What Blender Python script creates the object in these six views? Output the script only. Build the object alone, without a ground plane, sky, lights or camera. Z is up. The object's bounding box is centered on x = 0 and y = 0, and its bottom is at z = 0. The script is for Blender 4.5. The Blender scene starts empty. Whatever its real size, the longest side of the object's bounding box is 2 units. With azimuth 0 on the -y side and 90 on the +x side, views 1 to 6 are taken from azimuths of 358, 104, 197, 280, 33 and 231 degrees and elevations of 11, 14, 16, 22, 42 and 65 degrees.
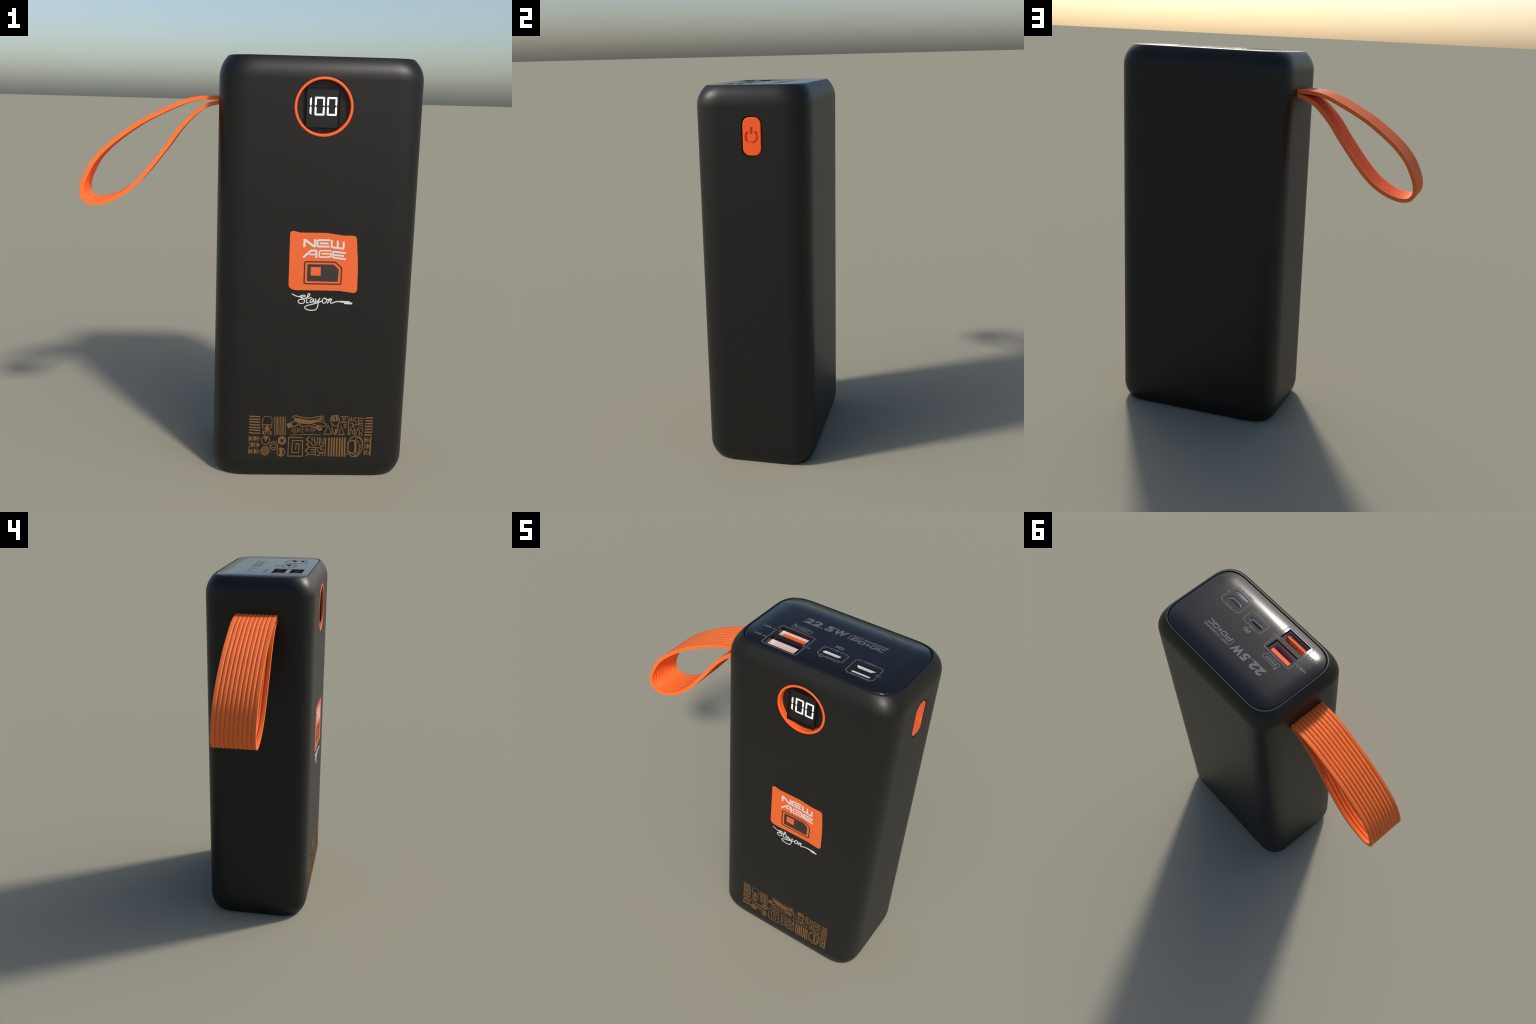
"""Tall black power bank with an orange ribbed wrist strap, round charge display and printed front."""
import bpy, bmesh, math
from mathutils import Vector, Matrix

# ------------------------------------------------------------------ dimensions (metres)
XL, XR = -0.1424, 0.7828         # body side faces
YF, YB = -0.282, 0.298        # body front / back faces
ZT = 1.975                      # rim of the body and top of the port panel
CX, CY = 0.318, (YF + YB) / 2
CORNER, POWER = 0.165, 2.95       # reach and exponent of the rounded vertical edges (superellipse corners)
ARC = 0.14                      # radius of the shoulder and of the foot
RIM_IN = 0.044                  # how far the rim stands in from the side faces
INK = 0.0007                    # thickness of printed ink

scene_col = bpy.context.scene.collection


# ------------------------------------------------------------------ materials
def material(name, color, rough=0.5, metallic=0.0, grain=0.0, grain_scale=400.0, bump=0.0,
             spec=0.5, emission=0.0, mottling=0.0):
    mat = bpy.data.materials.new(name)
    mat.use_nodes = True
    nt = mat.node_tree
    bsdf = nt.nodes["Principled BSDF"]
    bsdf.inputs["Base Color"].default_value = (*color, 1)
    bsdf.inputs["Roughness"].default_value = rough
    bsdf.inputs["Metallic"].default_value = metallic
    bsdf.inputs["Specular IOR Level"].default_value = spec
    if emission:
        bsdf.inputs["Emission Color"].default_value = (*color, 1)
        bsdf.inputs["Emission Strength"].default_value = emission
    coord = nt.nodes.new("ShaderNodeTexCoord")
    if mottling:
        n = nt.nodes.new("ShaderNodeTexNoise")
        n.inputs["Scale"].default_value = 6.0
        n.inputs["Detail"].default_value = 5.0
        nt.links.new(coord.outputs["Object"], n.inputs["Vector"])
        ramp = nt.nodes.new("ShaderNodeValToRGB")
        ramp.color_ramp.elements[0].position = 0.3
        ramp.color_ramp.elements[1].position = 0.7
        ramp.color_ramp.elements[0].color = (*[c * (1 - mottling) for c in color], 1)
        ramp.color_ramp.elements[1].color = (*[c * (1 + mottling) for c in color], 1)
        nt.links.new(n.outputs["Fac"], ramp.inputs["Fac"])
        nt.links.new(ramp.outputs["Color"], bsdf.inputs["Base Color"])
    if bump:
        n = nt.nodes.new("ShaderNodeTexNoise")
        n.inputs["Scale"].default_value = grain_scale
        n.inputs["Detail"].default_value = 2.0
        nt.links.new(coord.outputs["Object"], n.inputs["Vector"])
        b = nt.nodes.new("ShaderNodeBump")
        b.inputs["Strength"].default_value = bump
        b.inputs["Distance"].default_value = 0.0006
        nt.links.new(n.outputs["Fac"], b.inputs["Height"])
        nt.links.new(b.outputs["Normal"], bsdf.inputs["Normal"])
        if grain:
            m = nt.nodes.new("ShaderNodeMapRange")
            m.inputs["To Min"].default_value = rough - grain
            m.inputs["To Max"].default_value = rough + grain
            nt.links.new(n.outputs["Fac"], m.inputs["Value"])
            nt.links.new(m.outputs["Result"], bsdf.inputs["Roughness"])
    return mat


M_BODY = material("matt_black_plastic", (0.0078, 0.0075, 0.0066), 0.42, bump=0.03, grain=0.02, mottling=0.06, spec=0.33)
M_PANEL = material("glossy_black_plastic", (0.005, 0.005, 0.0058), 0.185)
M_GREY = material("grey_panel_ink", (0.100, 0.100, 0.105), 0.24)
M_ORANGE = material("orange_rubber", (0.86, 0.162, 0.030), 0.6, bump=0.05, mottling=0.03, spec=0.25)
M_RING = material("orange_plastic", (0.88, 0.108, 0.018), 0.42, spec=0.3)
M_BADGE = material("orange_ink", (0.68, 0.115, 0.026), 0.5, mottling=0.02, spec=0.33)
M_WHITE = material("white_ink", (0.56, 0.565, 0.55), 0.5)
M_CARD = material("charcoal_ink", (0.030, 0.020, 0.0195), 0.45)
M_BRONZE = material("bronze_ink", (0.150, 0.074, 0.026), 0.45, mottling=0.04, spec=0.33)
M_DIGIT = material("lit_digit", (1.0, 1.0, 1.0), 0.5, emission=0.45)
M_WELL = material("dark_display_plastic", (0.008, 0.0078, 0.0072), 0.42, spec=0.33)
M_METAL = material("bright_port_lining", (0.80, 0.78, 0.78), 0.3, metallic=0.25)
M_GOLD = material("gold_contact", (0.75, 0.45, 0.12), 0.3, metallic=1.0)
M_TONGUE_DARK = material("dark_port_plastic", (0.015, 0.015, 0.015), 0.5)

# ------------------------------------------------------------------ object helpers
root = bpy.data.objects.new("power_bank", None)
root.empty_display_size = 0.2
root.location = (CX, CY, 0)
scene_col.objects.link(root)
root["label"] = "tall black power bank with orange ribbed wrist strap"
root["category"] = "power bank"


def adopt(ob, parent):
    ob.parent = parent
    ob.matrix_parent_inverse = Matrix.Translation(root.location).inverted() if parent is root else Matrix()


def add(name, mesh, mat, parent=None, stuff=False):
    ob = bpy.data.objects.new(name, mesh)
    scene_col.objects.link(ob)
    if mat is not None:
        mesh.materials.clear()
        mesh.materials.append(mat)
    adopt(ob, parent or root)
    if stuff:
        ob["kind"] = "stuff"
    return ob


def shade(mesh, angle=35.0):
    for p in mesh.polygons:
        p.use_smooth = True
    mesh.set_sharp_from_angle(angle=math.radians(angle))


def finish(bm, angle=None, name="part"):
    bmesh.ops.recalc_face_normals(bm, faces=bm.faces)
    me = bpy.data.meshes.new(name)
    bm.to_mesh(me)
    bm.free()
    if angle is not None:
        shade(me, angle)
    return me


def loft(loops, caps=(True, True), closed=False):
    """Skin a list of equally long closed loops of 3D points."""
    bm = bmesh.new()
    rings = [[bm.verts.new(p) for p in loop] for loop in loops]
    pairs = list(zip(rings, rings[1:])) + ([(rings[-1], rings[0])] if closed else [])
    for a, b in pairs:
        for i in range(len(a)):
            j = (i + 1) % len(a)
            bm.faces.new((a[i], a[j], b[j], b[i]))
    if not closed:
        if caps[0]:
            bm.faces.new(rings[0][::-1])
        if caps[1]:
            bm.faces.new(rings[-1])
    return bm


def rounded_rect(x0, x1, y0, y1, r, n=10):
    pts = []
    r = min(r, (x1 - x0) / 2 - 1e-6, (y1 - y0) / 2 - 1e-6)
    for cx, cy, a0 in ((x1 - r, y1 - r, 0), (x0 + r, y1 - r, 90), (x0 + r, y0 + r, 180), (x1 - r, y0 + r, 270)):
        for k in range(n + 1):
            a = math.radians(a0 + 90 * k / n)
            pts.append((cx + r * math.cos(a), cy + r * math.sin(a)))
    return pts


def boolean(target, cutters, op='DIFFERENCE'):
    """Return a new mesh: target mesh with the cutter meshes taken away (or added)."""
    t = bpy.data.objects.new("tmp_target", target)
    scene_col.objects.link(t)
    tmp = []
    for c in cutters:
        o = bpy.data.objects.new("tmp_cutter", c)
        scene_col.objects.link(o)
        tmp.append(o)
        m = t.modifiers.new("cut", 'BOOLEAN')
        m.operation, m.solver, m.object = op, 'EXACT', o
    dg = bpy.context.evaluated_depsgraph_get()
    dg.update()
    me = bpy.data.meshes.new_from_object(t.evaluated_get(dg), preserve_all_data_layers=True, depsgraph=dg)
    for o in tmp + [t]:
        bpy.data.objects.remove(o)
    return me


def weighted(mesh):
    """Bake face-area weighted normals so that flat faces stay flat next to rounded edges."""
    o = bpy.data.objects.new("tmp_weighted", mesh)
    scene_col.objects.link(o)
    m = o.modifiers.new("wn", 'WEIGHTED_NORMAL')
    m.keep_sharp, m.weight = True, 80
    dg = bpy.context.evaluated_depsgraph_get()
    dg.update()
    me = bpy.data.meshes.new_from_object(o.evaluated_get(dg), preserve_all_data_layers=True, depsgraph=dg)
    bpy.data.objects.remove(o)
    return me


# ------------------------------------------------------------------ printing: flat inked shapes
def smooth_line(pts, sub=6, closed=False):
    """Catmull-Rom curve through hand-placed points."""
    n = len(pts)
    if n < 3:
        return pts
    out = []
    segs = n if closed else n - 1
    for i in range(segs):
        p0 = pts[(i - 1) % n] if (closed or i > 0) else pts[0]
        p1, p2 = pts[i % n], pts[(i + 1) % n]
        p3 = pts[(i + 2) % n] if (closed or i + 2 < n) else pts[-1]
        for k in range(sub):
            t = k / sub
            out.append(tuple(0.5 * (2 * b + (c - a) * t + (2 * a - 5 * b + 4 * c - d) * t * t
                                    + (3 * b - a - 3 * c + d) * t ** 3) for a, b, c, d in zip(p0, p1, p2, p3)))
    if not closed:
        out.append(pts[-1])
    return out


class Print:
    """Collects flat inked shapes on one face of the body; every shape lies a hair above the one before."""

    def __init__(self, frame, base=INK, step=8e-6):
        self.bm, self.frame, self.h, self.step = bmesh.new(), frame, base, step

    def polygon(self, pts):
        clean = [p for i, p in enumerate(pts) if math.dist(p, pts[i - 1]) > 1e-6]
        self.h += self.step
        top = [self.bm.verts.new(self.frame(u, v, self.h)) for u, v in clean]
        low = [self.bm.verts.new(self.frame(u, v, -0.002)) for u, v in clean]
        f = self.bm.faces.new(top)
        n = len(clean)
        for i in range(n):
            j = (i + 1) % n
            self.bm.faces.new((top[j], top[i], low[i], low[j]))
        bmesh.ops.triangulate(self.bm, faces=[f])

    def disc(self, c, rx, ry=None, n=28):
        ry = ry or rx
        self.polygon([(c[0] + rx * math.cos(2 * math.pi * k / n), c[1] + ry * math.sin(2 * math.pi * k / n)) for k in range(n)])

    def ribbon(self, pts, w, closed=False, cap=True):
        pts = [p for i, p in enumerate(pts) if i == 0 or math.dist(p, pts[i - 1]) > 1e-6]
        n, r = len(pts), w / 2
        left, right = [], []
        for i, p in enumerate(pts):
            a = pts[i - 1] if (i or closed) else None
            b = pts[(i + 1) % n] if (i < n - 1 or closed) else None
            d1 = Vector((p[0] - a[0], p[1] - a[1])).normalized() if a else None
            d2 = Vector((b[0] - p[0], b[1] - p[1])).normalized() if b else None
            d1, d2 = d1 or d2, d2 or d1
            t = d1 + d2
            t = t.normalized() if t.length > 1e-4 else d1
            nn = Vector((-t.y, t.x))
            m = r / max(0.55, nn.dot(Vector((-d1.y, d1.x))))
            left.append((p[0] + nn.x * m, p[1] + nn.y * m))
            right.append((p[0] - nn.x * m, p[1] - nn.y * m))
        self.h += self.step
        mk = lambda q, h: self.bm.verts.new(self.frame(q[0], q[1], h))
        L = [mk(q, self.h + i * 2e-6) for i, q in enumerate(left)]
        R = [mk(q, self.h + i * 2e-6) for i, q in enumerate(right)]
        L0, R0 = [mk(q, -0.002) for q in left], [mk(q, -0.002) for q in right]
        for i in range(n if closed else n - 1):
            j = (i + 1) % n
            for quad in ((L[i], R[i], R[j], L[j]), (L[j], L0[j], L0[i], L[i]), (R[i], R0[i], R0[j], R[j])):
                self.bm.faces.new(quad)
        self.h += n * 2e-6
        if not closed and cap:
            for p, q in ((pts[0], pts[1]), (pts[-1], pts[-2])):
                a0 = math.atan2(p[1] - q[1], p[0] - q[0])
                self.polygon([(p[0] + r * 0.985 * math.cos(a0 + math.pi * (k / 8 - 0.5)),
                               p[1] + r * 0.985 * math.sin(a0 + math.pi * (k / 8 - 0.5))) for k in range(9)])

    def strokes(self, items, unit=0.0005, curve=False, cap=True):
        """Items: ('f' filled outline | 'c' closed line | 's' open line, width, points in half millimetres)."""
        for kind, w, pts in items:
            p = [(u * unit, v * unit) for u, v in pts]
            if kind == 'f':
                self.polygon(p)
            else:
                if curve and len(p) > 2:
                    p = smooth_line(p, closed=(kind == 'c'))
                self.ribbon(p, w * unit, closed=(kind == 'c'), cap=cap)

    def mesh(self):
        # only tops need a reliable direction; they are built as thin solids without a floor
        bmesh.ops.recalc_face_normals(self.bm, faces=self.bm.faces)
        me = bpy.data.meshes.new("ink")
        self.bm.to_mesh(me)
        self.bm.free()
        return me


def on_front(u, v, h):
    return (CX + u, YF - h, v)


def on_top(u, v, h):
    return (u, v, ZT + h)


def strokes_badge_outline():
    return [
        ('f', 0.0, [(-255, 2382),(-248, 2399),(-222, 2406),(-164, 2391),(-33, 2392),(82, 2392),(150, 2382),(229, 2371),(321, 2371),(345, 2363),(355, 2341),(372, 2150),(378, 2042),(380, 1869),(372, 1847),(348, 1837),(308, 1843),(217, 1855),(94, 1856),(-192, 1856),(-224, 1864),(-246, 1880),(-254, 1901)]),
    ]

def strokes_card_rim():
    return [
        ('c', 12.0, [(-113, 2114),(-96, 2124),(162, 2123),(175, 2118),(224, 2073),(228, 2058),(227, 1926),(219, 1917),(-99, 1918),(-112, 1925)]),
    ]

def strokes_card_body():
    return [
        ('f', 0.0, [(-87, 2093),(-80, 2101),(152, 2101),(196, 2063),(201, 2050),(198, 1947),(192, 1940),(-79, 1942),(-86, 1947)]),
    ]

def strokes_card_chip():
    return [
        ('f', 0.0, [(-55, 2075),(36, 2074),(37, 1994),(-55, 1996)]),
    ]

def strokes_letters():
    return [
        ('s', 20.9, [(-122, 2259),(-122, 2332)]),
        ('s', 20.9, [(-24, 2259),(-27, 2334)]),
        ('f', 0.0, [(-132, 2332),(-107, 2332),(-15, 2265),(-14, 2259),(-39, 2258),(-131, 2322)]),
        ('s', 16.9, [(109, 2326),(5, 2325),(-4, 2317),(-2, 2273),(5, 2266),(109, 2267)]),
        ('s', 16.9, [(18, 2296),(99, 2295)]),
        ('s', 18.0, [(124, 2330),(128, 2265),(135, 2260),(174, 2257),(182, 2264),(180, 2323)]),
        ('s', 18.0, [(183, 2261),(190, 2255),(230, 2250),(236, 2258),(235, 2315)]),
        ('s', 19.0, [(-130, 2162),(-63, 2223),(-54, 2227),(-15, 2228),(-11, 2223),(-10, 2161)]),
        ('s', 14.0, [(-75, 2191),(-15, 2192)]),
        ('s', 14.0, [(126, 2219),(115, 2229),(26, 2228),(17, 2220),(16, 2176),(24, 2169),(113, 2170),(122, 2177),(122, 2200),(37, 2200)]),
        ('s', 16.1, [(259, 2209),(150, 2221),(141, 2214),(141, 2172),(149, 2166),(260, 2152)]),
        ('s', 16.1, [(151, 2192),(244, 2181)]),
    ]

def strokes_script():
    return [
        ('s', 9.0, [(-217, 1818),(-188, 1803),(-155, 1793)]),
        ('s', 9.0, [(-155, 1793),(-140, 1801),(-116, 1808),(-99, 1805),(-102, 1795),(-126, 1791),(-145, 1794)]),
        ('s', 9.0, [(-145, 1794),(-130, 1783),(-108, 1767),(-101, 1750),(-111, 1734),(-135, 1729),(-155, 1738),(-159, 1755),(-147, 1766),(-115, 1771),(-82, 1786),(-60, 1803),(-54, 1818),(-63, 1824),(-72, 1814),(-78, 1789),(-83, 1757),(-80, 1738),(-66, 1738)]),
        ('s', 9.0, [(-67, 1780),(-41, 1787)]),
        ('s', 9.0, [(-18, 1772),(-34, 1774),(-48, 1760),(-49, 1742),(-36, 1743),(-22, 1761),(-15, 1774)]),
        ('s', 9.0, [(-15, 1774),(-22, 1752),(-13, 1743),(-2, 1754),(3, 1773)]),
        ('s', 9.0, [(3, 1773),(-2, 1753),(5, 1744),(22, 1759),(39, 1781)]),
        ('s', 9.0, [(39, 1781),(27, 1748),(24, 1715),(11, 1679),(-18, 1667),(-63, 1669),(-93, 1683),(-96, 1698),(-75, 1711),(-12, 1729),(35, 1745),(65, 1762)]),
        ('s', 9.0, [(93, 1779),(76, 1781),(63, 1761),(67, 1740),(87, 1738),(102, 1757),(99, 1777),(84, 1785)]),
        ('s', 9.0, [(99, 1771),(118, 1771),(131, 1779)]),
        ('s', 9.1, [(131, 1779),(119, 1756),(111, 1736)]),
        ('s', 9.1, [(115, 1744),(131, 1768),(147, 1777),(146, 1764),(137, 1746),(145, 1737),(166, 1742),(192, 1752),(237, 1754)]),
    ]

def strokes_script_plug():
    return [
        ('s', 16.0, [(229, 1753),(267, 1750)]),
        ('s', 27.8, [(267, 1745),(318, 1742)]),
        ('s', 17.1, [(316, 1738),(341, 1737)]),
    ]

def strokes_earbud_case():
    return [
        ('s', 6.6, [(-455, 537),(-456, 573),(-450, 601),(-436, 618),(-413, 620),(-387, 619),(-370, 601),(-365, 578),(-367, 538)]),
        ('s', 6.6, [(-457, 536),(-366, 536)]),
        ('s', 6.6, [(-456, 533),(-453, 511),(-442, 500),(-427, 494)]),
        ('s', 6.6, [(-367, 534),(-369, 512),(-378, 501),(-394, 492)]),
        ('s', 6.6, [(-424, 525),(-424, 473),(-430, 461),(-449, 473),(-451, 455),(-444, 440),(-430, 438),(-420, 453),(-415, 481),(-417, 525)]),
        ('s', 6.6, [(-399, 526),(-394, 473),(-379, 471),(-371, 458),(-374, 440),(-386, 434),(-398, 444),(-402, 481),(-404, 526)]),
        ('s', 6.6, [(-409, 525),(-409, 481)]),
        ('s', 11.2, [(-445, 469),(-447, 447)]),
        ('s', 11.2, [(-376, 468),(-373, 444)]),
    ]

def strokes_cable():
    return [
        ('s', 8.6, [(-102, 599),(-142, 602),(-165, 611),(-165, 625),(-143, 629),(-88, 616),(-4, 607),(50, 618),(94, 627),(117, 628),(124, 618),(113, 605),(95, 597)]),
        ('s', 8.6, [(94, 622),(98, 610),(69, 598)]),
        ('s', 25.0, [(-144, 592),(-87, 586),(-14, 575),(74, 581)]),
        ('s', 16.5, [(-123, 565),(-72, 568),(-13, 563),(45, 571)]),
        ('s', 7.9, [(59, 585),(103, 589),(136, 582)]),
        ('s', 7.9, [(59, 573),(96, 570),(126, 562),(151, 545),(147, 529),(116, 526),(61, 536),(5, 553),(-50, 560)]),
        ('s', 7.9, [(-2, 551),(-71, 554),(-95, 548),(-100, 535),(-85, 523),(-48, 525),(-12, 530),(25, 522),(47, 513)]),
        ('f', 0.0, [(-229, 545),(-183, 564),(-167, 518),(-210, 502)]),
        ('s', 9.2, [(-185, 561),(-125, 578),(-113, 546),(-167, 516)]),
        ('c', 13.9, [(56, 517),(73, 519),(101, 506),(105, 493),(90, 489),(64, 501)]),
    ]

def strokes_cable_underline():
    return [
        ('s', 5.9, [(-182, 434),(2, 441),(28, 440),(102, 437)]),
    ]

def strokes_warning_triangle():
    return [
        ('c', 7.9, [(171, 536),(134, 445),(210, 446)]),
        ('c', 7.9, [(295, 536),(277, 443),(329, 442)]),
    ]

def strokes_bulb():
    return [
        ('c', 6.6, [(194, 611),(200, 625),(218, 636),(254, 637),(275, 601),(264, 589),(238, 583),(211, 584)]),
        ('s', 11.2, [(200, 619),(210, 590)]),
        ('s', 16.5, [(216, 630),(228, 585)]),
        ('s', 16.5, [(243, 634),(256, 590)]),
        ('s', 8.6, [(265, 620),(271, 603)]),
        ('s', 8.6, [(195, 611),(196, 580),(207, 551),(217, 540),(230, 536)]),
        ('s', 8.6, [(275, 601),(274, 570),(266, 544),(258, 535),(240, 532)]),
        ('s', 8.6, [(209, 540),(212, 495),(222, 466),(241, 445),(258, 466),(265, 499),(263, 538)]),
        ('s', 15.2, [(247, 495),(247, 462)]),
    ]

def strokes_text_lines():
    return [
        ('s', 7.9, [(293, 626),(352, 625)]),
        ('s', 7.9, [(303, 610),(334, 610)]),
        ('s', 7.9, [(308, 596),(322, 596)]),
        ('s', 7.9, [(299, 580),(338, 580)]),
        ('s', 7.9, [(289, 565),(346, 565)]),
        ('s', 7.9, [(321, 544),(343, 543)]),
        ('s', 7.9, [(322, 530),(346, 530)]),
        ('s', 7.9, [(323, 513),(341, 513)]),
    ]

def strokes_maze_a():
    return [
        ('s', 8.3, [(365, 621),(367, 444),(383, 443),(384, 475)]),
        ('s', 8.3, [(368, 593),(416, 589),(437, 583),(438, 562)]),
        ('s', 8.3, [(391, 621),(392, 594)]),
        ('s', 8.3, [(446, 616),(415, 614),(414, 591)]),
        ('s', 8.3, [(509, 611),(460, 612),(459, 546)]),
        ('s', 8.3, [(460, 585),(503, 586)]),
        ('s', 8.3, [(462, 562),(504, 560)]),
        ('s', 8.3, [(407, 544),(457, 544),(507, 539)]),
        ('s', 8.3, [(383, 562),(399, 565),(407, 556),(408, 526)]),
        ('s', 8.3, [(408, 526),(390, 522),(388, 491)]),
        ('s', 8.3, [(368, 492),(403, 489),(410, 480),(411, 444)]),
        ('s', 8.3, [(408, 526),(424, 515),(427, 442),(442, 442),(446, 474)]),
        ('s', 8.3, [(427, 489),(467, 490),(475, 474),(472, 433)]),
        ('s', 8.3, [(456, 490),(458, 513),(495, 514),(501, 506),(503, 482)]),
        ('s', 8.3, [(478, 463),(499, 461),(496, 431)]),
    ]

def strokes_spiral():
    return [
        ('s', 8.9, [(-66, 407),(-202, 412),(-204, 218),(-64, 218),(-68, 377),(-165, 380),(-168, 254),(-102, 255),(-100, 343),(-129, 347),(-131, 288)]),
    ]

def strokes_zigzag():
    return [
        ('s', 10.6, [(-4, 417),(-32, 389),(-3, 362),(-31, 337),(-1, 313),(-37, 277),(-4, 246),(-27, 222)]),
    ]

def strokes_maze_b():
    return [
        ('s', 8.3, [(22, 415),(21, 387),(43, 384)]),
        ('s', 8.3, [(47, 413),(46, 366),(55, 357),(94, 357)]),
        ('s', 8.3, [(96, 345),(95, 404),(75, 407),(73, 372)]),
        ('s', 8.3, [(94, 357),(97, 333),(110, 324),(129, 321),(133, 351)]),
        ('s', 8.3, [(108, 404),(110, 365),(120, 357),(155, 356)]),
        ('s', 8.3, [(137, 371),(139, 404),(153, 403),(153, 346),(153, 226)]),
        ('s', 8.3, [(16, 366),(20, 341),(30, 331),(56, 331),(64, 339),(65, 355)]),
        ('s', 8.3, [(13, 309),(109, 304)]),
        ('s', 8.3, [(111, 324),(115, 286),(136, 285)]),
        ('s', 8.3, [(14, 286),(56, 284)]),
        ('s', 8.3, [(17, 262),(57, 261)]),
        ('s', 8.3, [(10, 237),(60, 233),(61, 302)]),
        ('s', 8.3, [(80, 286),(85, 266),(94, 259),(152, 257)]),
        ('s', 8.3, [(104, 255),(103, 231),(73, 230)]),
        ('s', 8.3, [(127, 255),(128, 225)]),
    ]

def strokes_smart_watch():
    return [
        ('c', 12.0, [(379, 372),(431, 376),(435, 259),(384, 264),(372, 281),(369, 354)]),
        ('s', 19.3, [(441, 370),(444, 268)]),
        ('s', 9.3, [(381, 375),(390, 403),(415, 421),(452, 423),(486, 412),(506, 381),(511, 345),(507, 302),(490, 258),(462, 227),(425, 219),(399, 230),(387, 255)]),
        ('s', 6.7, [(435, 382),(447, 408),(469, 412),(489, 398),(501, 365)]),
        ('s', 6.7, [(446, 392),(466, 374),(479, 337),(478, 290),(461, 246),(436, 227)]),
        ('s', 6.7, [(482, 337),(504, 335)]),
        ('s', 6.7, [(429, 256),(440, 230)]),
        ('s', 9.4, [(485, 315),(493, 316)]),
        ('s', 9.4, [(481, 294),(488, 294)]),
        ('s', 9.4, [(476, 274),(484, 274)]),
        ('s', 9.4, [(468, 254),(476, 254)]),
        ('s', 9.4, [(361, 253),(371, 239)]),
    ]

# ------------------------------------------------------------------ body shell
def plan(inset, z, n=16):
    """Horizontal outline of the body, moved in by inset: straight sides, superellipse corners."""
    a = CORNER - 0.3 * inset
    pts = []
    for sx, sy, flip in ((1, 1, False), (-1, 1, True), (-1, -1, False), (1, -1, True)):
        x = (XR if sx > 0 else XL) - sx * inset
        y = (YB if sy > 0 else YF) - sy * inset
        for k in range(n + 1):
            t = math.pi / 2 * ((n - k if flip else k) / n)
            c, s = math.cos(t) ** (2 / POWER), max(0.0, math.sin(t)) ** (2 / POWER)
            pts.append((x - sx * a * (1 - c), y - sy * a * (1 - s), z))
    return pts


def build_body():
    prof = []
    steps = 9

    def arc(radius, reach):
        """Insets and heights of an arc that leaves the side face tangentially and turns in by reach."""
        turn = math.acos(1 - reach / radius)
        return [(radius * (1 - math.cos(turn * k / steps)), radius * math.sin(turn * k / steps)) for k in range(steps + 1)]

    # foot: flat underside, crisp lower edge, arc out to the side face
    foot = arc(0.17, 0.0275)
    prof += [(0.040, 0.0), (0.0300, 0.0002)]
    prof += [(i, 0.0014 + foot[-1][1] - h) for i, h in reversed(foot)]
    # shoulder
    top = arc(ARC, 0.036)
    prof += [(i, ZT - 0.0045 - top[-1][1] + h) for i, h in top]
    # rolled rim, then down into the well that holds the port panel
    prof += [(0.0385, ZT - 0.0021), (0.0412, ZT - 0.0006), (RIM_IN, ZT), (RIM_IN + 0.0025, ZT - 0.0004),
             (RIM_IN + 0.0035, ZT - 0.002), (RIM_IN + 0.0036, 1.70)]
    bm = loft([plan(i, z) for i, z in prof])
    me = finish(bm, name="body")
    # cutters: display bore and button slot
    disp = [[(DX + r * math.cos(2 * math.pi * k / 96), y, DZ + r * math.sin(2 * math.pi * k / 96)) for k in range(96)]
            for r, y in ((RING_R + 0.0005, YF - 0.05), (RING_R + 0.0005, YF + 0.042))]
    slot = []
    for off, x in ((0.0075, XR + 0.02), (0.0066, XR + 0.0002), (0.0042, XR - 0.0025), (0.0042, XR - 0.032)):
        slot.append([(x, y, z) for y, z in rounded_rect(BY0 - off, BY1 + off, BZ0 - off, BZ1 + off, BR + off, 8)])
    me = boolean(me, [finish(loft(disp)), finish(loft(slot))])
    shade(me, 40)
    return weighted(me)


# display position, button position
DX, DZ, RING_R = 0.3205, 1.7565, 0.130
BY0, BY1, BZ0, BZ1, BR = -0.0236, 0.0676, 1.6428, 1.8270, 0.0345
body = add("body", build_body(), M_BODY)


# ------------------------------------------------------------------ display
def lathe_front(profile, n=96):
    return loft([[(DX + r * math.cos(2 * math.pi * k / n), YF + d, DZ + r * math.sin(2 * math.pi * k / n)) for k in range(n)]
                 for r, d in profile], caps=(False, False), closed=True)


def box_loops(x0, x1, z0, z1, y):
    return [(x0, y, z0), (x1, y, z0), (x1, y, z1), (x0, y, z1)]


floor_d = 0.027
bm = loft([[(DX + (RING_R - 0.002) * math.cos(2 * math.pi * k / 64), YF + d, DZ + (RING_R - 0.002) * math.sin(2 * math.pi * k / 64)) for k in range(64)]
           for d in (floor_d, floor_d + 0.005)])
display = add("display", finish(bm, 40), M_WELL)
ring = add("display_ring", finish(lathe_front([(RING_R, 0.038), (RING_R, -0.0006), (RING_R - 0.0008, -0.0014), (RING_R - 0.0102, -0.0014),
                                               (RING_R - 0.0112, -0.0006), (RING_R - 0.0116, 0.002), (RING_R - 0.0125, 0.038)]), 50), M_RING, display)
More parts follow.
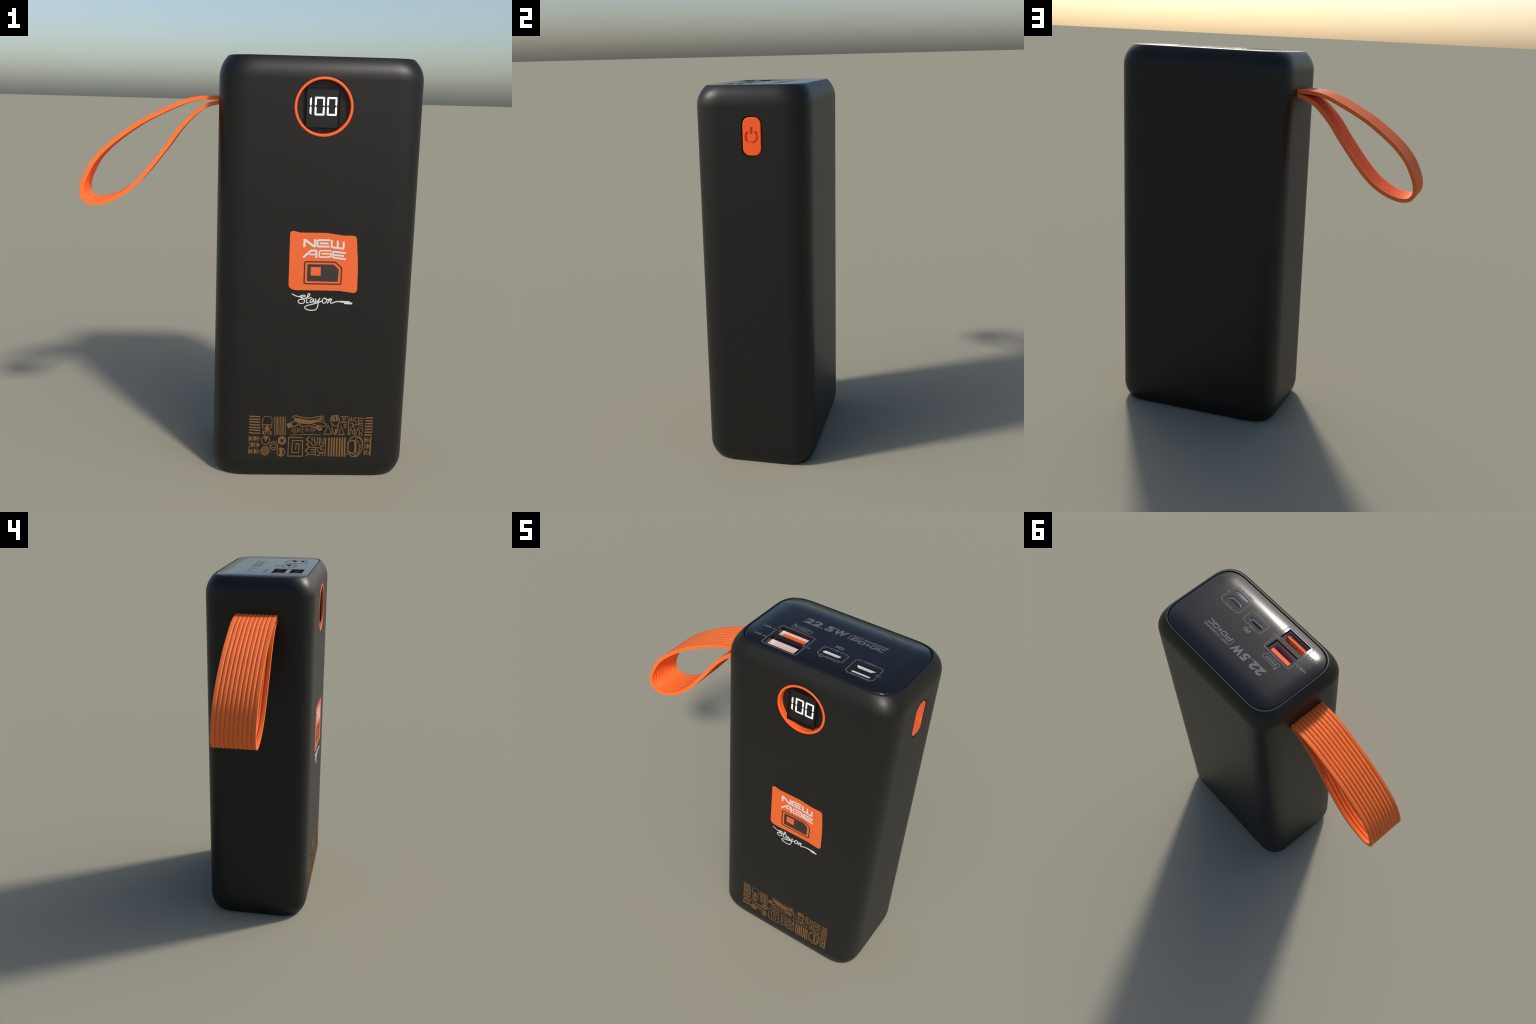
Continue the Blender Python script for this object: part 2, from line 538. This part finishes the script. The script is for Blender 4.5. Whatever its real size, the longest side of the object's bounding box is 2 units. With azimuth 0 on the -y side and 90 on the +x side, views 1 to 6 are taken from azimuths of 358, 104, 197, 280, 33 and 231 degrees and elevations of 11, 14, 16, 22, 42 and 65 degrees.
# screen: shallow tray standing on the display floor
SX0, SX1, SZ0, SZ1 = 0.2435, 0.3930, 1.6665, 1.8425
w = 0.0014
bm = loft([box_loops(SX0, SX1, SZ0, SZ1, YF + floor_d - 0.001), box_loops(SX0, SX1, SZ0, SZ1, YF + 0.0066),
           box_loops(SX0 + 0.0006, SX1 - 0.0006, SZ0 + 0.0006, SZ1 - 0.0006, YF + 0.006),
           box_loops(SX0 + w, SX1 - w, SZ0 + w, SZ1 - w, YF + 0.006), box_loops(SX0 + w, SX1 - w, SZ0 + w, SZ1 - w, YF + 0.016)])
screen = add("screen", finish(bm), M_WELL, display)


def segment_polygons(w, h, t):
    g, m = 0.0009, h / 2
    top = [(g, h), (w - g, h), (w - t - g, h - t), (t + g, h - t)]
    left = [(0, h - 2 * g), (t, h - t - 2 * g), (t, m + 0.0065), (t * 0.45, m + 0.0012), (0, m + 0.005)]
    fx = lambda p: [(w - a, b) for a, b in p]
    fy = lambda p: [(a, h - b) for a, b in p]
    return {'top': top, 'bottom': fy(top), 'left_up': left, 'left_low': fy(left), 'right_up': fx(left), 'right_low': fx(fy(left))}


SEG = segment_polygons(0.0440, 0.0805, 0.0077)
for x0, parts in ((0.2228, ('right_up', 'right_low')), (0.2812, SEG), (0.3356, SEG)):
    for part in parts:
        pr = Print(lambda u, v, h, x0=x0: (x0 + u, YF + 0.016 - h, 1.7192 + v), base=0.0005)
        pr.polygon(SEG[part])
        add("digit_segment", pr.mesh(), M_DIGIT, display)


# ------------------------------------------------------------------ power button
def build_button():
    lay = []
    for off, x in ((0.0, XR - 0.030), (0.0, XR - 0.0036), (0.0008, XR - 0.0020), (0.0022, XR - 0.0010), (0.0045, XR - 0.0006)):
        lay.append([(x, y, z) for y, z in rounded_rect(BY0 + off, BY1 - off, BZ0 + off, BZ1 - off, BR - off, 8)])
    me = finish(loft(lay))
    cy, cz = 0.0208, 1.7348
    cut = []
    n = 40
    arc = [math.radians(90 + 36 + (360 - 72) * k / n) for k in range(n + 1)]
    outl = [(0.0336 * math.cos(a), 0.0336 * math.sin(a)) for a in arc] + [(0.0236 * math.cos(a), 0.0236 * math.sin(a)) for a in reversed(arc)]
    for loop in (outl, [(-0.0054, 0.0115), (0.0054, 0.0115), (0.0054, 0.0452), (-0.0054, 0.0452)]):
        cut.append(finish(loft([[(x, cy + u, cz + v) for u, v in loop] for x in (XR - 0.0080, XR + 0.02)])))
    me = boolean(me, cut)
    shade(me, 35)
    return weighted(me)


add("power_button", build_button(), M_RING)


# ------------------------------------------------------------------ wrist strap: ribbed band swept along a drop-shaped loop
def build_strap():
    # centre line of the looped band, from the upper root round to the lower root
    spine = [(-0.115, 1.7850), (-0.146, 1.7848), (-0.190, 1.7838), (-0.228, 1.7808), (-0.265, 1.7740), (-0.305, 1.7620), (-0.355, 1.7405), (-0.428, 1.7055),
             (-0.503, 1.665), (-0.560, 1.627), (-0.618, 1.584), (-0.674, 1.535), (-0.7215, 1.480), (-0.7525, 1.424),
             (-0.7705, 1.378), (-0.776, 1.343), (-0.7725, 1.319), (-0.761, 1.3005), (-0.740, 1.2890), (-0.712, 1.2868), (-0.682, 1.2915),
             (-0.648, 1.3025), (-0.610, 1.3205), (-0.565, 1.3495), (-0.519, 1.391), (-0.473, 1.442),
             (-0.426, 1.501), (-0.378, 1.563), (-0.331, 1.629), (-0.285, 1.682), (-0.238, 1.725), (-0.193, 1.751), (-0.147, 1.7637), (-0.115, 1.7645)]

    def resample(pts, n):
        line = smooth_line(pts, 8)
        run = [0.0]
        for p, q in zip(line, line[1:]):
            run.append(run[-1] + math.dist(p, q))
        out, j = [], 0
        for k in range(n):
            s = run[-1] * k / (n - 1)
            while j < len(run) - 2 and run[j + 1] < s:
                j += 1
            f = (s - run[j]) / (run[j + 1] - run[j])
            out.append((line[j][0] + (line[j + 1][0] - line[j][0]) * f, line[j][1] + (line[j + 1][1] - line[j][1]) * f))
        return out

    count = 190
    path = [Vector(p) for p in resample(spine, count)]
    y0, y1, ribs, half, dip = -0.1020, 0.1110, 10, 0.0098, 0.0050
    pitch = (y1 - y0) / ribs
    edge = []
    per = 8
    for i in range(ribs):
        for k in range(per + (1 if i == ribs - 1 else 0)):
            u = -math.cos(math.pi * k / per)                  # closer together near the grooves
            flat = (i == 0 and u < 0) or (i == ribs - 1 and u > 0)
            d = 0.0 if flat else dip * (1 - math.sqrt(max(0.0, 1 - abs(u) ** 2.1)))
            edge.append((y0 + pitch * (i + (u + 1) / 2), half - d))
    section = edge + [(y, -n) for y, n in reversed(edge)]
    loops = []
    for i in range(count):
        lo, hi = max(0, i - 1), min(count - 1, i + 1)
        t = (path[hi] - path[lo]).normalized()
        loops.append([(path[i].x - t.y * n, y, path[i].y + t.x * n) for y, n in section])
    return finish(loft(loops), 38)


add("wrist_strap", build_strap(), M_ORANGE)


# ------------------------------------------------------------------ top panel with port openings
USB_X = (0.0478, 0.2074)
USB_Y = ((-0.1034, -0.0350), (-0.1957, -0.1282))
TYPE_C = (0.3010, 0.3965, -0.1015, -0.0745)
LIGHT = (0.4835, 0.5815, -0.1530, -0.1345)


def stadium(b, off=0.0, n=8):
    x0, x1, y0, y1 = b
    return rounded_rect(x0 - off, x1 + off, y0 - off, y1 + off, (y1 - y0) / 2 + off, n)


def micro_outline(off=0.0):
    o = off
    return [(0.4848 - o, -0.0842 + o), (0.5812 + o, -0.0842 + o), (0.5820 + o, -0.0935 - o), (0.5655 + o, -0.1118 - o),
            (0.5005 - o, -0.1118 - o), (0.4840 - o, -0.0935 - o)]


def rect(b, off=0.0):
    x0, x1, y0, y1 = b
    return [(x0 - off, y0 - off), (x1 + off, y0 - off), (x1 + off, y1 + off), (x0 - off, y1 + off)]


PANEL_T = 0.018
PI = RIM_IN + 0.0060


def build_panel():
    lay = [(0.0, ZT - PANEL_T), (0.0, ZT - 0.0032), (0.0006, ZT - 0.0022), (0.0032, ZT)]
    me = finish(loft([plan(PI + i, z) for i, z in lay]))
    outlines = [rect((*USB_X, *y)) for y in USB_Y] + [stadium(TYPE_C), stadium(LIGHT), micro_outline()]
    cut = [finish(loft([[(x, y, z) for x, y in o] for z in (ZT - 0.05, ZT + 0.05)])) for o in outlines]
    me = boolean(me, cut)
    # the glossy top is a soft cushion: cut it into a fine grid and lean its normals outwards near the rim
    bm = bmesh.new()
    bm.from_mesh(me)
    for axis, lo, hi, step in ((0, XL, XR, 0.03), (1, YF, YB, 0.018)):
        k = lo + step
        while k < hi:
            co, no = [0, 0, 0], [0, 0, 0]
            co[axis], no[axis] = k, 1
            bmesh.ops.bisect_plane(bm, geom=bm.verts[:] + bm.edges[:] + bm.faces[:], plane_co=co, plane_no=no)
            k += step
    me = finish(bm, 30)
    ramp = lambda t, a: (lambda s: s * s * (3 - 2 * s))(min(1.0, max(0.0, (abs(t) - a) / (1 - a))))
    xc, hx, hy = (XL + XR) / 2, (XR - XL) / 2 - PI, (YB - YF) / 2 - PI
    custom = []
    for loop in me.loops:
        custom.append((0.0, 0.0, 0.0))
    for p in me.polygons:
        if p.normal.z > 0.95:
            for li in p.loop_indices:
                v = me.vertices[me.loops[li].vertex_index].co
                tx, ty = (v.x - xc) / hx, (v.y - CY) / hy
                ax = math.copysign(2 * abs(tx) ** 3 + 13 * ramp(tx, 0.76), tx)
                ay = math.copysign(4 * abs(ty) ** 1.5 + 14 * ramp(ty, 0.55), ty)
                custom[li] = Vector((math.tan(math.radians(ax)), math.tan(math.radians(ay)), 1)).normalized()[:]
    me.normals_split_custom_set(custom)
    return me


panel = add("top_panel", build_panel(), M_PANEL)
PANEL_LOW = ZT - PANEL_T


def socket(outline, depth, outer=0.003, inner=-0.0004, drop=PANEL_T + 0.0006):
    """Open bright cup in or under a port opening; outline(off) gives its plan, drop how far its lip lies below the panel."""
    zt, zb = ZT - drop, PANEL_LOW - depth
    lo = [(outline(outer), zb - 0.003), (outline(outer), zt), (outline(inner), zt), (outline(inner), zb)]
    return finish(loft([[(x, y, z) for x, y in o] for o, z in lo]), 30)


def wavy_tongue(y0, y1, side):
    """Plastic tongue with scalloped edges: six waves along its length."""
    x0, x1, n = 0.0608, 0.1942, 60
    amp = 0.0011
    wave = lambda k: amp * math.cos(2 * math.pi * 7 * k / n)
    front = [(x0 + (x1 - x0) * k / n, y0 + wave(k)) for k in range(n + 1)]
    back = [(x0 + (x1 - x0) * k / n, y1 + wave(k)) for k in range(n, -1, -1)]
    return finish(loft([[(x, y, z) for x, y in front + back] for z in (1.835, 1.951)]), 40)


def contact_strips(y, side):
    bm = bmesh.new()
    for k in range(5):
        cx = 0.074 + 0.0267 * k
        bmesh.ops.create_cube(bm, size=1, matrix=Matrix.Translation((cx, y + side * 0.0006, 1.903)) @ Matrix.Diagonal((0.006, 0.003, 0.05, 1)))
    return finish(bm)


for (y0, y1), (t0, t1), side in ((USB_Y[0], (-0.0675, -0.0475), -1), (USB_Y[1], (-0.1815, -0.1630), 1)):
    port = add("usb_port", socket(lambda o, y0=y0, y1=y1: rect((*USB_X, y0, y1), o), 0.125), M_METAL)
    add("tongue", wavy_tongue(t0, t1, side), M_RING, port)
    add("contact", contact_strips(t0 if side < 0 else t1, side), M_GOLD, port, stuff=True)

port = add("charging_port", socket(lambda o: stadium(TYPE_C, o), 0.04, -0.0002, -0.0016, 0.006), M_METAL)
tb = [(x, y) for x, y in rounded_rect(0.3135, 0.3840, -0.0905, -0.0835, 0.003, 4)]
add("tongue", finish(loft([[(x, y, z) for x, y in tb] for z in (1.916, 1.952)]), 40), M_TONGUE_DARK, port)
port = add("charging_port", socket(micro_outline, 0.04, -0.0002, -0.0016, 0.006), M_METAL)
tb = rounded_rect(0.4985, 0.5675, -0.0935, -0.0880, 0.002, 4)
add("tongue", finish(loft([[(x, y, z) for x, y in tb] for z in (1.916, 1.952)]), 40), M_TONGUE_DARK, port)
port = add("charging_port", socket(lambda o: stadium(LIGHT, o), 0.004, -0.0002, -0.0016, 0.006), M_METAL)


# ------------------------------------------------------------------ grey lettering on the panel
def text_mesh(s, x0, x1, y0, y1, bold=0.0, shear=0.0):
    """Built-in font, stretched into the given box on the panel."""
    cu = bpy.data.curves.new("type", 'FONT')
    cu.body, cu.size, cu.offset, cu.shear, cu.extrude = s, 1.0, bold, shear, 0.05
    cu.resolution_u = 4
    o = bpy.data.objects.new("tmp_type", cu)
    scene_col.objects.link(o)
    dg = bpy.context.evaluated_depsgraph_get()
    dg.update()
    me = bpy.data.meshes.new_from_object(o.evaluated_get(dg), depsgraph=dg)
    bpy.data.objects.remove(o)
    lo = [min(v.co[i] for v in me.vertices) for i in range(3)]
    hi = [max(v.co[i] for v in me.vertices) for i in range(3)]
    for v in me.vertices:
        c = v.co
        v.co = (x0 + (c.x - lo[0]) / (hi[0] - lo[0]) * (x1 - x0), y0 + (c.y - lo[1]) / (hi[1] - lo[1]) * (y1 - y0),
                ZT + (INK if c.z > 0 else -0.001))
    return me


for s, x0, x1, y0, y1, bold, shear in (
        ("2", 0.0915, 0.1385, 0.0640, 0.1120, 0.05, 0.12),
        ("2", 0.1385, 0.1855, 0.0640, 0.1120, 0.05, 0.12),
        (".", 0.1905, 0.2005, 0.0640, 0.0735, 0.05, 0.0),
        ("5", 0.2085, 0.2545, 0.0640, 0.1120, 0.05, 0.12),
        ("W", 0.2600, 0.3285, 0.0640, 0.1120, 0.05, 0.12),
        ("FAST CHARGING", 0.3535, 0.5395, 0.0970, 0.1110, 0.03, 0.0),
        ("PD", 0.3318, 0.3755, -0.0350, -0.0145, 0.045, 0.0),
        ("TYPE C", 0.3172, 0.3895, -0.0605, -0.0480, 0.032, 0.0),
        ("IN/OUT", 0.3355, 0.4120, -0.1340, -0.1190, 0.032, 0.0),
        ("MICRO", 0.4978, 0.5640, -0.0595, -0.0465, 0.032, 0.0),
        ("LIGHTNING", 0.4745, 0.5895, -0.1745, -0.1615, 0.032, 0.0),
        ("IN", 0.5930, 0.6140, -0.1195, -0.1080, 0.032, 0.0),
        ("USB A1", -0.0405, 0.0350, -0.0802, -0.0678, 0.032, 0.0),
        ("USB A2", -0.0405, 0.0340, -0.1588, -0.1465, 0.032, 0.0),
        ("OUT", 0.2035, 0.2480, -0.1215, -0.1082, 0.032, 0.0),
        ("SMART", 0.0860, 0.1680, -0.0015, 0.0112, 0.035, 0.0)):
    add("lettering", text_mesh(s, x0, x1, y0, y1, bold, shear), M_GREY, panel)

LINE = 0.0040


def frame_path(b, r, start, end):
    """Rounded frame outline between two distances along its perimeter, counted from the middle of its top side, clockwise."""
    x0, x1, y0, y1 = b
    base = rounded_rect(x0, x1, y0, y1, r, 8)[::-1]
    cx = (x0 + x1) / 2
    k = max(range(len(base)), key=lambda i: (base[i][1] > y1 - 1e-5) * (1 + base[i][0]))
    loop = [(cx, y1)] + base[k:] + base[:k] + [(cx, y1)]
    out, run = [], 0.0
    for p, q in zip(loop, loop[1:]):
        d = math.dist(p, q)
        if d < 1e-9:
            continue
        for s in (max(start, run), min(end, run + d)):
            if run <= s <= run + d and start < run + d and end > run:
                t = (s - run) / d
                out.append((p[0] + (q[0] - p[0]) * t, p[1] + (q[1] - p[1]) * t))
        run += d
    return out


def perimeter_pos(b, r, pt):
    """Distance along the frame of the point nearest to pt."""
    full = frame_path(b, r, 0, 99)
    best, run = (9, 0), 0.0
    for p, q in zip(full, full[1:]):
        d = math.dist(p, q)
        for k in range(21):
            t = k / 20
            c = (p[0] + (q[0] - p[0]) * t, p[1] + (q[1] - p[1]) * t)
            best = min(best, (math.dist(c, pt), run + d * t))
        run += d
    return best[1], run


def port_frame(b, r, gaps):
    """A frame line broken where lettering interrupts it; gaps are pairs of points in clockwise order."""
    pr = Print(on_top)
    total = perimeter_pos(b, r, (0, 0))[1]
    cuts = sorted((perimeter_pos(b, r, p)[0], perimeter_pos(b, r, q)[0]) for p, q in gaps)
    # a gap that spans the start point comes out reversed: its end is the first start
    wrap = [c for c in cuts if c[0] > c[1]]
    cuts = [c for c in cuts if c[0] <= c[1]]
    pos = wrap[0][1] if wrap else 0.0
    stop = wrap[0][0] if wrap else total
    for a, e in cuts:
        pr.ribbon(frame_path(b, r, pos, a), LINE, cap=False)
        pos = e
    pr.ribbon(frame_path(b, r, pos, stop), LINE, cap=False)
    return pr.mesh()


add("port_frame", port_frame((0.0320, 0.2232, -0.2035, -0.0258), 0.012,
                             [((0.2232, -0.106), (0.2232, -0.124)), ((0.032, -0.164), (0.032, -0.142)), ((0.032, -0.086), (0.032, -0.062))]), M_GREY, panel)
add("port_frame", port_frame((0.2885, 0.4225, -0.1250, -0.0550), 0.013,
                             [((0.3131, -0.055), (0.3931, -0.055)), ((0.4145, -0.125), (0.2975, -0.125))]), M_GREY, panel)
add("port_frame", port_frame((0.4615, 0.6015, -0.1655, -0.0540), 0.013,
                             [((0.4925, -0.054), (0.5690, -0.054)), ((0.6015, -0.1), (0.6015, -0.126)), ((0.5925, -0.1655), (0.4715, -0.1655))]), M_GREY, panel)

# divider, smart pill with bolt, loop icon, big stylised initials
pr = Print(on_top)
pr.ribbon([(0.3425, 0.0630), (0.3425, 0.1100)], 0.0036, cap=False)
pill = [(0.0885, 0.0190), (0.1700, 0.0190), (0.1795, 0.0155), (0.1850, 0.0055), (0.1800, -0.0060), (0.1720, -0.0100),
        (0.0790, -0.0100), (0.0738, -0.0065), (0.0728, 0.0000), (0.0728, 0.0080)]
pr.ribbon(pill, 0.0028, cap=False)
pr.polygon([(0.0790, 0.0290), (0.0865, 0.0285), (0.0830, 0.0205), (0.0880, 0.0195), (0.0765, 0.0055), (0.0785, 0.0150), (0.0725, 0.0160)])
add("smart_badge", pr.mesh(), M_GREY, panel)

pr = Print(on_top)
ic = (0.3135, -0.1285)
pr.ribbon([(ic[0] - 0.0125, ic[1]), (ic[0] - 0.004, ic[1] + 0.0105), (ic[0] + 0.006, ic[1] + 0.0105), (ic[0] + 0.0125, ic[1]),
           (ic[0] + 0.005, ic[1] - 0.0105), (ic[0] - 0.005, ic[1] - 0.0105)], 0.0030, closed=True)
pr.ribbon([(ic[0] - 0.002, ic[1] - 0.0055), (ic[0] - 0.002, ic[1] + 0.0055)], 0.0030)
pr.ribbon([(ic[0] + 0.003, ic[1] - 0.0035), (ic[0] + 0.003, ic[1] + 0.0035)], 0.0030)
pr.ribbon([(ic[0] + 0.0125, ic[1]), (ic[0] + 0.0195, ic[1])], 0.0030)
add("port_icon", pr.mesh(), M_GREY, panel)

GLYPHS = {'P': [[(0.0, -0.12), (0.10, 0.95), (0.86, 0.95), (0.97, 0.84), (0.93, 0.50), (0.82, 0.38), (0.08, 0.38)]],
          'D': [[(0.02, 0.05), (0.10, 0.95), (0.84, 0.95), (0.99, 0.80), (0.93, 0.20), (0.78, 0.05), (0.0, 0.05)]],
          '+': [[(0.0, 0.5), (1.0, 0.5)], [(0.5, 0.02), (0.5, 0.98)]],
          'Q': [[(0.86, 0.05), (0.12, 0.05), (0.01, 0.17), (0.07, 0.83), (0.18, 0.95), (0.86, 0.95), (0.99, 0.83), (0.93, 0.17), (0.80, 0.05)], [(0.62, 0.34), (0.90, -0.12)]],
          'C': [[(1.0, 0.95), (0.18, 0.95), (0.07, 0.83), (0.01, 0.17), (0.12, 0.05), (0.94, 0.05)]]}
pr = Print(on_top)
x = 0.3570
for ch, wd in (('P', 0.0320), ('D', 0.0325), ('+', 0.0185), ('Q', 0.0340), ('C', 0.0320)):
    for line in GLYPHS[ch]:
        pr.ribbon([(x + u * wd, 0.0645 + v * 0.0235) for u, v in line], 0.0080 if ch == '+' else 0.0068, cap=False)
    x += wd + 0.0072
add("lettering", pr.mesh(), M_GREY, panel)

# ------------------------------------------------------------------ badge and slogan on the front
def front_print(name, mat, items, parent=None, base=INK, curve=False, cap=True, extra=None):
    pr = Print(on_front, base)
    pr.strokes(items, curve=curve, cap=cap)
    if extra:
        extra(pr)
    return add(name, pr.mesh(), mat, parent)


badge = front_print("badge", M_BADGE, strokes_badge_outline())
front_print("lettering", M_WHITE, strokes_letters(), badge, base=INK + 0.0006, cap=False)
card = [strokes_card_rim()[0], strokes_card_body()[0]]
front_print("memory_card_icon", M_CARD, card, badge, base=INK + 0.0006)
front_print("memory_chip_icon", M_BADGE, strokes_card_chip(), badge, base=INK + 0.0012)
slogan = front_print("slogan_script", M_WHITE, strokes_script(), curve=True)
front_print("cable_plug_icon", M_WHITE, strokes_script_plug(), slogan, cap=False)

# ------------------------------------------------------------------ bronze pattern band near the foot
H = 0.0005                                                     # strokes are written in half millimetres


def bars(pr, n, a, b, c, d, w, bend=0.0):
    """n bars from the side a-c to the side b-d."""
    for k in range(n):
        t = k / (n - 1)
        p = tuple(a[i] + (c[i] - a[i]) * t for i in (0, 1))
        q = tuple(b[i] + (d[i] - b[i]) * t for i in (0, 1))
        wob = 1.0 + 0.6 * math.sin(k * 2.3)
        m1 = (p[0] * 0.7 + q[0] * 0.3 + (q[1] - p[1]) * 0.004 * wob, p[1] * 0.7 + q[1] * 0.3 + bend * (q[0] - p[0]) * wob)
        line = [p, m1, q] if bend else [p, (p[0] * 0.5 + q[0] * 0.5 + 2.2 * math.sin(k * 1.9), (p[1] + q[1]) / 2), q]
        pr.ribbon(smooth_line([(u * H, v * H) for u, v in line], 5), w * H)


def triangles(pr, x0, x1, zs, half, solid_rows):
    for z, row in zip(zs, solid_rows):
        n = len(row)
        pitch = (x1 - x0) / n
        for k, kind in enumerate(row):
            a = x0 + pitch * k
            pts = [((a + 1) * H, (z + half) * H), ((a + pitch + 5) * H, z * H), ((a + 1) * H, (z - half) * H)]
            if kind == 'F':
                pr.polygon(pts)
            elif kind == 'O':
                inner = [((a + 4) * H, (z + half - 6) * H), ((a + pitch) * H, z * H), ((a + 4) * H, (z - half + 6) * H)]
                pr.ribbon(inner, 6.5 * H, closed=True)
            elif kind == 'V':
                pr.ribbon([((a + 2) * H, (z + half - 4) * H), ((a + pitch - 2) * H, z * H), ((a + 2) * H, (z - half + 4) * H)], 7 * H)
            else:
                pr.ribbon([((a + 12) * H, (z + half - 6) * H), ((a + 9) * H, (z - half + 6) * H)], 15 * H)


def ellipse(pr, c, rx, ry, w, n=30):
    pr.ribbon([((c[0] + rx * math.cos(2 * math.pi * k / n)) * H, (c[1] + ry * math.sin(2 * math.pi * k / n)) * H) for k in range(n)], w * H, closed=True)


def discs(pr):
    a, b, c, d, e = (-423, 377), (-266, 378), (-343, 323), (-425, 270), (-272, 259)
    ellipse(pr, a, 38, 42, 8)
    pr.polygon([(x * H, z * H) for x, z in ((a[0] - 14, a[1] + 37), (a[0] + 1, a[1] + 42), (a[0] + 22, a[1] + 33), (a[0] + 1, a[1] - 20))])
    # solid disc with a triangular window, as three wedge strips around the window
    n = 36
    tri = [(-23, 12), (25, 12), (0, -30)]
    rim = [(40 * math.cos(2 * math.pi * k / n), 43 * math.sin(2 * math.pi * k / n)) for k in range(n)]
    near = lambda p: min(range(3), key=lambda i: math.dist(p, tri[i]))
    for k in range(n):
        p, q = rim[k], rim[(k + 1) % n]
        i, j = near(p), near(q)
        ring_pts = [p, q, tri[j]] + ([tri[i]] if i != j else [])
        pr.polygon([((b[0] + u) * H, (b[1] + v) * H) for u, v in ring_pts])
    ellipse(pr, c, 38, 42, 8)
    ellipse(pr, c, 20, 23, 7)
    ellipse(pr, d, 38, 43, 9)
    for k in range(6):
        s = -26 + 10.5 * k
        ln = math.sqrt(max(0.0, 36 ** 2 - s * s))
        ux, uz = 0.55, -0.83
        cx, cz = d[0] + s * 0.83, d[1] + s * 0.55
        pr.ribbon([((cx - ux * ln) * H, (cz - uz * ln) * H), ((cx + ux * ln) * H, (cz + uz * ln) * H)], 5 * H, cap=False)
    ellipse(pr, e, 38, 42, 8)
    pr.ribbon([((e[0]) * H, (e[1] + 41) * H), ((e[0]) * H, (e[1] - 41) * H)], 29 * H, cap=False)


def radio_waves(pr):
    for x, z, hgt, bow in ((-173, 481, 13, 5), (-158, 481, 17, 6), (-144, 480, 31, 12), (-124, 484, 22, 8), (-111, 486, 14, 0),
                           (-94, 482, 19, -9), (-72, 484, 25, -10), (8, 493, 26, 12), (28, 489, 20, 8), (41, 489, 9, 0)):
        pr.ribbon(smooth_line([((x - bow / 2) * H, (z + hgt) * H), ((x + bow / 2) * H, z * H), ((x - bow / 2) * H, (z - hgt) * H)], 5), 6 * H)
    ellipse(pr, (-30, 489), 14, 14, 6)


band = front_print("pattern_band", M_BRONZE, [], extra=lambda pr: bars(pr, 7, (-578, 622), (-484, 616), (-578, 457), (-480, 449), 12.5, bend=-0.03))
MOTIFS = (
    ("earbud_case_motif", strokes_earbud_case(), True, None),
    ("line_motif", [], False, lambda pr: bars(pr, 8, (-345, 615), (-336, 433), (-244, 618), (-235, 436), 7.0)),
    ("cable_motif", strokes_cable(), True, radio_waves),
    ("underline_motif", strokes_cable_underline(), False, None),
    ("triangle_motif", strokes_warning_triangle(), False, None),
    ("bulb_motif", strokes_bulb(), True, None),
    ("text_line_motif", strokes_text_lines(), False, None),
    ("maze_motif", strokes_maze_a(), False, None),
    ("bar_motif", [], False, lambda pr: bars(pr, 7, (531, 614), (592, 615), (526, 442), (590, 443), 14.0)),
    ("arrow_motif", [], False, lambda pr: triangles(pr, -584, -478, (396, 331, 265), 31, ("FOFO", "VFOF", "FOFO"))),
    ("disc_motif", [], False, discs),
    ("spiral_motif", strokes_spiral(), False, None),
    ("zigzag_motif", strokes_zigzag(), False, None),
    ("maze_motif", strokes_maze_b(), False, None),
    ("stripe_motif", [], False, lambda pr: bars(pr, 7, (185, 405), (186, 224), (339, 408), (342, 221), 15.0)),
    ("smart_watch_motif", strokes_smart_watch(), True, None),
    ("arrow_motif", [], False, lambda pr: triangles(pr, 525, 600, (391, 326, 261), 32, ("FOB", "OFB", "FOB"))),
)
for name, items, curved, extra in MOTIFS:
    front_print(name, M_BRONZE, items, band, curve=curved, extra=extra)

bpy.context.view_layer.update()
